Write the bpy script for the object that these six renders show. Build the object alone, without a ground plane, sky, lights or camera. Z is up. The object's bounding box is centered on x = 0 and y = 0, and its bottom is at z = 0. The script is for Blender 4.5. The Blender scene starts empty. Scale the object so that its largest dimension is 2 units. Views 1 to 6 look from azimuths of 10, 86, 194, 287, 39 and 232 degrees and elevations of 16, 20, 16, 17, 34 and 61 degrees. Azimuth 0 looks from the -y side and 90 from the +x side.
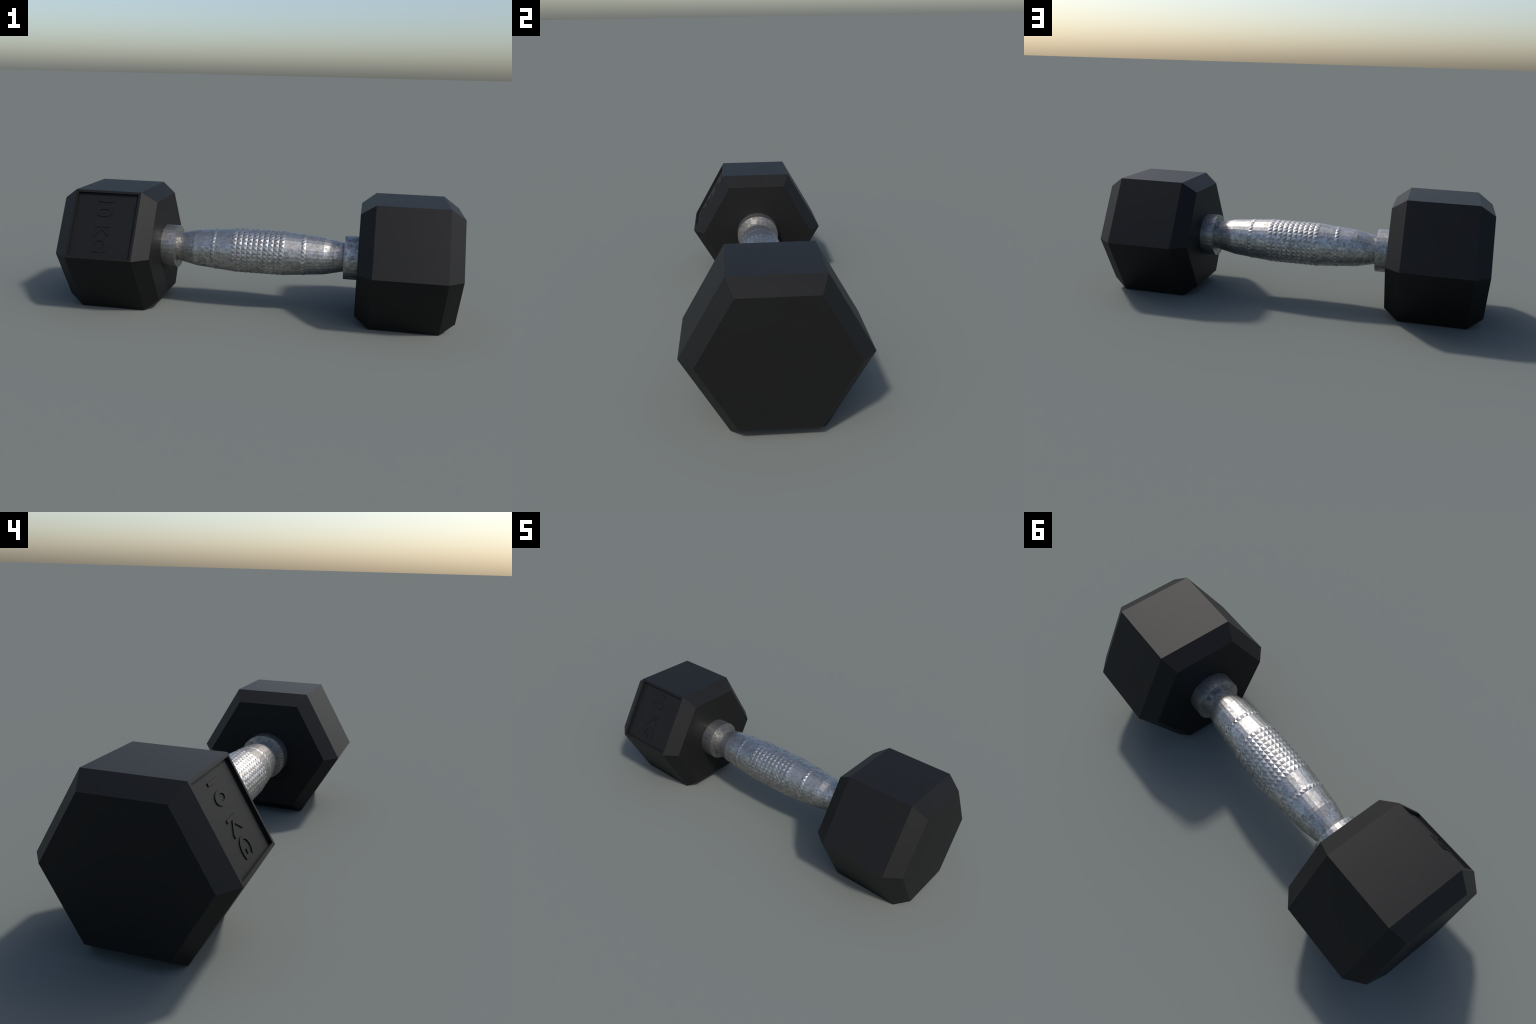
import bpy, bmesh
from math import pi, cos, sin, radians, sqrt

# ------------------------------------------------------------------ sizes
AXIS_Z = 0.3124            # height of the bar axis = apothem of the hexagonal heads
HEX_R = AXIS_Z / cos(pi / 6)
HEX_R_SMALL = 0.3009       # chamfered end faces of the heads
X_IN, X_IN_FULL, X_OUT_FULL, X_OUT = 0.5095, 0.5814, 0.9257, 1.0
SEG = 32                   # facets round the bar
PHASE = 0.5 * 2 * pi / SEG
COLLAR_R, COLLAR_X = 0.1120, 0.4395
KNURL_X, KNURL_COLS = 0.137, 10        # central knurled band
KNURL_R, KNURL_H = 0.1132, 0.0035
RING_X, RING_HALF, RING_H = 0.2345, 0.0108, 0.0033
BREAK_X, BREAK_R = 0.337, 0.0957
JOIN_R = 0.0730
PANEL_INSET, PANEL_DEPTH = 0.0122, 0.0140
LETTER_RAISE = 0.0038


# -------------------------------------------------------------- materials
def new_material(name):
    m = bpy.data.materials.new(name)
    m.use_nodes = True
    nt = m.node_tree
    return m, nt, nt.nodes["Principled BSDF"]


def node(nt, kind, **props):
    n = nt.nodes.new(kind)
    for k, v in props.items():
        if k in n.inputs:
            n.inputs[k].default_value = v
        else:
            setattr(n, k, v)
    return n


def ramp(nt, src, stops):
    r = nt.nodes.new("ShaderNodeValToRGB")
    els = r.color_ramp.elements
    while len(els) < len(stops):
        els.new(0.5)
    for e, (p, c) in zip(els, stops):
        e.position = p
        e.color = (c[0], c[1], c[2], 1) if isinstance(c, tuple) else (c, c, c, 1)
    nt.links.new(src, r.inputs[0])
    return r.outputs[0]


def rubber_material():
    m, nt, b = new_material("black_rubber")
    co = nt.nodes.new("ShaderNodeTexCoord")
    n1 = node(nt, "ShaderNodeTexNoise", Scale=9.0, Detail=3.0)
    nt.links.new(co.outputs["Object"], n1.inputs["Vector"])
    nt.links.new(ramp(nt, n1.outputs["Fac"], [(0.3, (0.0074, 0.0074, 0.0074)), (0.7, (0.0082, 0.0081, 0.0080))]),
                 b.inputs["Base Color"])
    b.inputs["Roughness"].default_value = 0.53
    b.inputs["Specular IOR Level"].default_value = 0.2
    return m


def metal_material():
    m, nt, b = new_material("galvanised_steel")
    L = nt.links.new
    co = nt.nodes.new("ShaderNodeTexCoord")
    obj = co.outputs["Object"]
    # ragged outlines for the zinc crystals
    warp = node(nt, "ShaderNodeTexNoise", Scale=90.0, Detail=4.0, Roughness=0.6)
    L(obj, warp.inputs["Vector"])
    cen = node(nt, "ShaderNodeVectorMath", operation="SUBTRACT")
    L(warp.outputs["Color"], cen.inputs[0])
    cen.inputs[1].default_value = (0.5, 0.5, 0.5)
    sc = node(nt, "ShaderNodeVectorMath", operation="SCALE")
    sc.inputs["Scale"].default_value = 0.022
    L(cen.outputs[0], sc.inputs[0])
    add = node(nt, "ShaderNodeVectorMath", operation="ADD")
    L(obj, add.inputs[0])
    L(sc.outputs[0], add.inputs[1])

    def spangle(scale):
        v = node(nt, "ShaderNodeTexVoronoi", Scale=scale)
        L(add.outputs[0], v.inputs["Vector"])
        bw = nt.nodes.new("ShaderNodeSeparateColor")
        L(v.outputs["Color"], bw.inputs[0])
        return bw.outputs[0]

    def mix(fac, p, q):
        x = node(nt, "ShaderNodeMix", data_type="FLOAT")
        x.inputs[0].default_value = fac
        L(p, x.inputs[2])
        L(q, x.inputs[3])
        return x.outputs[0]

    cloud = node(nt, "ShaderNodeTexNoise", Scale=26.0, Detail=3.0)
    L(obj, cloud.inputs["Vector"])
    crystals = mix(0.42, spangle(52.0), spangle(112.0))
    tone_fac = mix(0.22, crystals, cloud.outputs["Fac"])
    tone = ramp(nt, tone_fac, [(0.15, (0.258, 0.253, 0.245)), (0.5, (0.379, 0.372, 0.361)),
                               (0.85, (0.550, 0.537, 0.518))])
    # small oxidised pits
    pits = node(nt, "ShaderNodeTexNoise", Scale=105.0, Detail=3.0, Roughness=0.55)
    L(obj, pits.inputs["Vector"])
    dark = ramp(nt, pits.outputs["Fac"], [(0.29, 0.46), (0.38, 0.88), (0.52, 1.0), (0.72, 1.10)])
    mul = node(nt, "ShaderNodeMix", data_type="RGBA", blend_type="MULTIPLY")
    mul.inputs["Factor"].default_value = 1.0
    L(tone, mul.inputs[6])
    L(dark, mul.inputs[7])
    L(mul.outputs[2], b.inputs["Base Color"])
    b.inputs["Metallic"].default_value = 1.0
    L(ramp(nt, crystals, [(0.1, 0.53), (0.9, 0.38)]), b.inputs["Roughness"])
    return m


RUBBER = rubber_material()
METAL = metal_material()


# ---------------------------------------------------------------- helpers
def make_object(name, verts, faces, mat, parent=None):
    me = bpy.data.meshes.new(name)
    me.from_pydata(verts, [], faces)
    bm = bmesh.new()
    bm.from_mesh(me)
    bmesh.ops.recalc_face_normals(bm, faces=bm.faces)
    bm.to_mesh(me)
    bm.free()
    me.materials.append(mat)
    ob = bpy.data.objects.new(name, me)
    bpy.context.scene.collection.objects.link(ob)
    if parent:
        ob.parent = parent
    return ob


def ring(x, r, shift=0.0):
    return [(x, r * cos(PHASE + (k + shift) * 2 * pi / SEG), AXIS_Z + r * sin(PHASE + (k + shift) * 2 * pi / SEG))
            for k in range(SEG)]


def lathe(profile, caps=False):
    """facetted surface of revolution about the bar axis"""
    verts, faces = [], []
    for x, r in profile:
        verts += ring(x, r)
    for i in range(len(profile) - 1):
        for k in range(SEG):
            k2 = (k + 1) % SEG
            faces.append((i * SEG + k, i * SEG + k2, (i + 1) * SEG + k2, (i + 1) * SEG + k))
    if caps:
        faces.append(tuple(range(SEG)))
        faces.append(tuple(range((len(profile) - 1) * SEG, len(profile) * SEG)))
    return verts, faces


def knurl(xs, rs, height):
    """bands of four-sided points, one point per facet of the bar"""
    verts, faces = [], []
    for x, r in zip(xs, rs):
        verts += ring(x, r)
    for i in range(len(xs) - 1):
        apex_r = 0.5 * (rs[i] + rs[i + 1]) * cos(pi / SEG) + height
        base = len(verts)
        verts += ring(0.5 * (xs[i] + xs[i + 1]), apex_r, 0.5)
        for k in range(SEG):
            k2 = (k + 1) % SEG
            quad = (i * SEG + k, i * SEG + k2, (i + 1) * SEG + k2, (i + 1) * SEG + k)
            for a in range(4):
                faces.append((quad[a], quad[(a + 1) % 4], base + k))
    return verts, faces


def hex_ring(x, r):
    return [(x, r * cos(radians(60 * k)), AXIS_Z + r * sin(radians(60 * k))) for k in range(6)]


def hex_head_geometry(side):
    verts, faces = [], []
    for x, r in ((X_IN, HEX_R_SMALL), (X_IN_FULL, HEX_R), (X_OUT_FULL, HEX_R), (X_OUT, HEX_R_SMALL)):
        verts += hex_ring(side * x, r)
    for i in range(3):
        for k in range(6):
            k2 = (k + 1) % 6
            faces.append((i * 6 + k, i * 6 + k2, (i + 1) * 6 + k2, (i + 1) * 6 + k))
    faces.append(tuple(range(6)))
    faces.append(tuple(range(18, 24)))
    return verts, faces


# the flat that carries the weight label: normal leans to -y and up
FACE_N = (0.0, -cos(pi / 6), 0.5)
FACE_T = (0.0, 0.5, cos(pi / 6))


def on_label_face(x, t, depth):
    """point on the label flat: x along the bar, t up the flat, depth below it"""
    a = AXIS_Z - depth
    return (x, FACE_N[1] * a + FACE_T[1] * t, AXIS_Z + FACE_N[2] * a + FACE_T[2] * t)


def recess_label_panel(ob):
    """sunken rectangular field with a narrow rim"""
    bm = bmesh.new()
    bm.from_mesh(ob.data)
    bm.faces.ensure_lookup_table()
    for f in bm.faces:
        c = f.calc_center_median()
        if (abs(abs(c.x) - 0.5 * (X_IN_FULL + X_OUT_FULL)) < 0.01
                and f.normal.y * FACE_N[1] + f.normal.z * FACE_N[2] > 0.99):
            target = f
    x0, x1, half = -X_OUT_FULL, -X_IN_FULL, HEX_R / 2
    outer = {}
    for v in target.verts:
        t = v.co.y * FACE_T[1] + (v.co.z - AXIS_Z) * FACE_T[2]
        outer[v] = (x0 if v.co.x < -0.75 else x1, half if t > 0 else -half)
    vs = list(target.verts)
    bm.faces.remove(target)
    loops = [vs]
    for depth in (0.0, PANEL_DEPTH):
        loop = []
        for v in vs:
            x, t = outer[v]
            loop.append(bm.verts.new(on_label_face(x + (PANEL_INSET if x == x0 else -PANEL_INSET),
                                                   t - PANEL_INSET if t > 0 else t + PANEL_INSET, depth)))
        loops.append(loop)
    for a, b in zip(loops, loops[1:]):
        for k in range(4):
            bm.faces.new((a[k], a[(k + 1) % 4], b[(k + 1) % 4], b[k]))
    bm.faces.new(loops[2])
    bmesh.ops.recalc_face_normals(bm, faces=bm.faces)
    bm.to_mesh(ob.data)
    bm.free()


# ---------------------------------------------------------------- letters
# Glyph outlines in a plane: u reads along the word (down the flat), w is letter height.
BASE, CAP = -0.8010, -0.7215
MID = 0.5 * (BASE + CAP)


def arc(cu, cw, ru, rw, a0, a1, n):
    return [(cu + ru * cos(radians(a0 + (a1 - a0) * i / n)), cw + rw * sin(radians(a0 + (a1 - a0) * i / n)))
            for i in range(n + 1)]


def glyph_one():
    return [(-0.1358, BASE), (-0.1238, BASE), (-0.1238, CAP), (-0.1358, CAP)], None


def glyph_zero():
    cu = -0.0720
    outer = arc(cu, MID, 0.0258, 0.0420, 0, 360, 48)[:-1]
    inner = arc(cu, MID, 0.0140, 0.0288, 0, 360, 48)[:-1]
    return outer, inner


def glyph_k():
    return [(-0.0040, BASE), (0.0080, BASE), (0.0080, -0.7642), (0.0470, BASE), (0.0622, BASE),
            (0.0205, -0.7597), (0.0540, CAP), (0.0400, CAP), (0.0080, -0.7565), (0.0080, CAP), (-0.0040, CAP)], None


def glyph_g():
    cu = 0.1105
    outer = arc(cu, MID, 0.0425, 0.0418, 50, 275, 40)
    inner = arc(cu, MID, 0.0305, 0.0290, 275, 40, 36)
    pts = [(0.1388, -0.7285)] + outer + [(0.1240, -0.8022), (0.1320, -0.8004), (0.1370, -0.7980), (0.1388, -0.7945), (0.1388, -0.7602), (0.1112, -0.7602),
                                         (0.1112, -0.7712), (0.1268, -0.7712), (0.1268, -0.7885)] + inner
    pts.append((0.1388, -0.7400))
    return pts, None


def letter_object(outline, hole, parent):
    bot, top = PANEL_DEPTH + 0.0015, PANEL_DEPTH - LETTER_RAISE
    bm = bmesh.new()

    def loop_at(pts, depth):
        return [bm.verts.new(on_label_face(w, -u, depth)) for u, w in pts]
    to, bo = loop_at(outline, top), loop_at(outline, bot)
    n = len(outline)
    for k in range(n):
        bm.faces.new((to[k], to[(k + 1) % n], bo[(k + 1) % n], bo[k]))
    if hole:
        ti, bi = loop_at(hole, top), loop_at(hole, bot)
        for k in range(n):
            k2 = (k + 1) % n
            bm.faces.new((ti[k], ti[k2], bi[k2], bi[k]))
            bm.faces.new((to[k], to[k2], ti[k2], ti[k]))
            bm.faces.new((bo[k], bo[k2], bi[k2], bi[k]))
    else:
        caps = [bm.faces.new(to), bm.faces.new(bo)]
        bm.normal_update()
        bmesh.ops.triangulate(bm, faces=caps)
    bmesh.ops.recalc_face_normals(bm, faces=bm.faces)
    me = bpy.data.meshes.new("letter")
    bm.to_mesh(me)
    bm.free()
    me.materials.append(RUBBER)
    ob = bpy.data.objects.new("letter", me)
    bpy.context.scene.collection.objects.link(ob)
    ob.parent = parent
    return ob


# --------------------------------------------------------------- assembly
dumbbell = bpy.data.objects.new("dumbbell", None)
bpy.context.scene.collection.objects.link(dumbbell)
dumbbell["label"] = "black hexagonal dumbbell with knurled galvanised steel handle"
dumbbell["category"] = "dumbbell"

for side in (-1, 1):
    v, f = hex_head_geometry(side)
    head = make_object("hex_head", v, f, RUBBER, dumbbell)
    if side < 0:
        recess_label_panel(head)
        for glyph in (glyph_one, glyph_zero, glyph_k, glyph_g):
            letter_object(*glyph(), head)


def taper_r(x):
    """radius of the bar between the knurled band and the bend near the collar"""
    return BREAK_R + (KNURL_R - BREAK_R) * (BREAK_X - abs(x)) / (BREAK_X - KNURL_X)


pitch = 2 * KNURL_X / KNURL_COLS
xs = [-KNURL_X + pitch * i for i in range(KNURL_COLS + 1)]
v, f = knurl(xs, [KNURL_R] * len(xs), KNURL_H)
handle = make_object("handle", *lathe([(-KNURL_X, KNURL_R * 0.97), (KNURL_X, KNURL_R * 0.97)]), METAL, dumbbell)
make_object("knurled_band", v, f, METAL, handle)
for side in (-1, 1):
    a, b = RING_X - RING_HALF, RING_X + RING_HALF
    v, f = knurl([side * a, side * b], [taper_r(a), taper_r(b)], RING_H)
    make_object("knurled_ring", v, f, METAL, handle)
    make_object("grip_sleeve", *lathe([(side * KNURL_X, KNURL_R), (side * a, taper_r(a))]), METAL, handle)
    make_object("grip_taper", *lathe([(side * b, taper_r(b)), (side * BREAK_X, BREAK_R),
                                      (side * (COLLAR_X + 0.002), JOIN_R - 0.0004)]), METAL, handle)
    make_object("collar", *lathe([(side * COLLAR_X, COLLAR_R), (side * (X_IN + 0.004), COLLAR_R)], caps=True),
                METAL, handle)
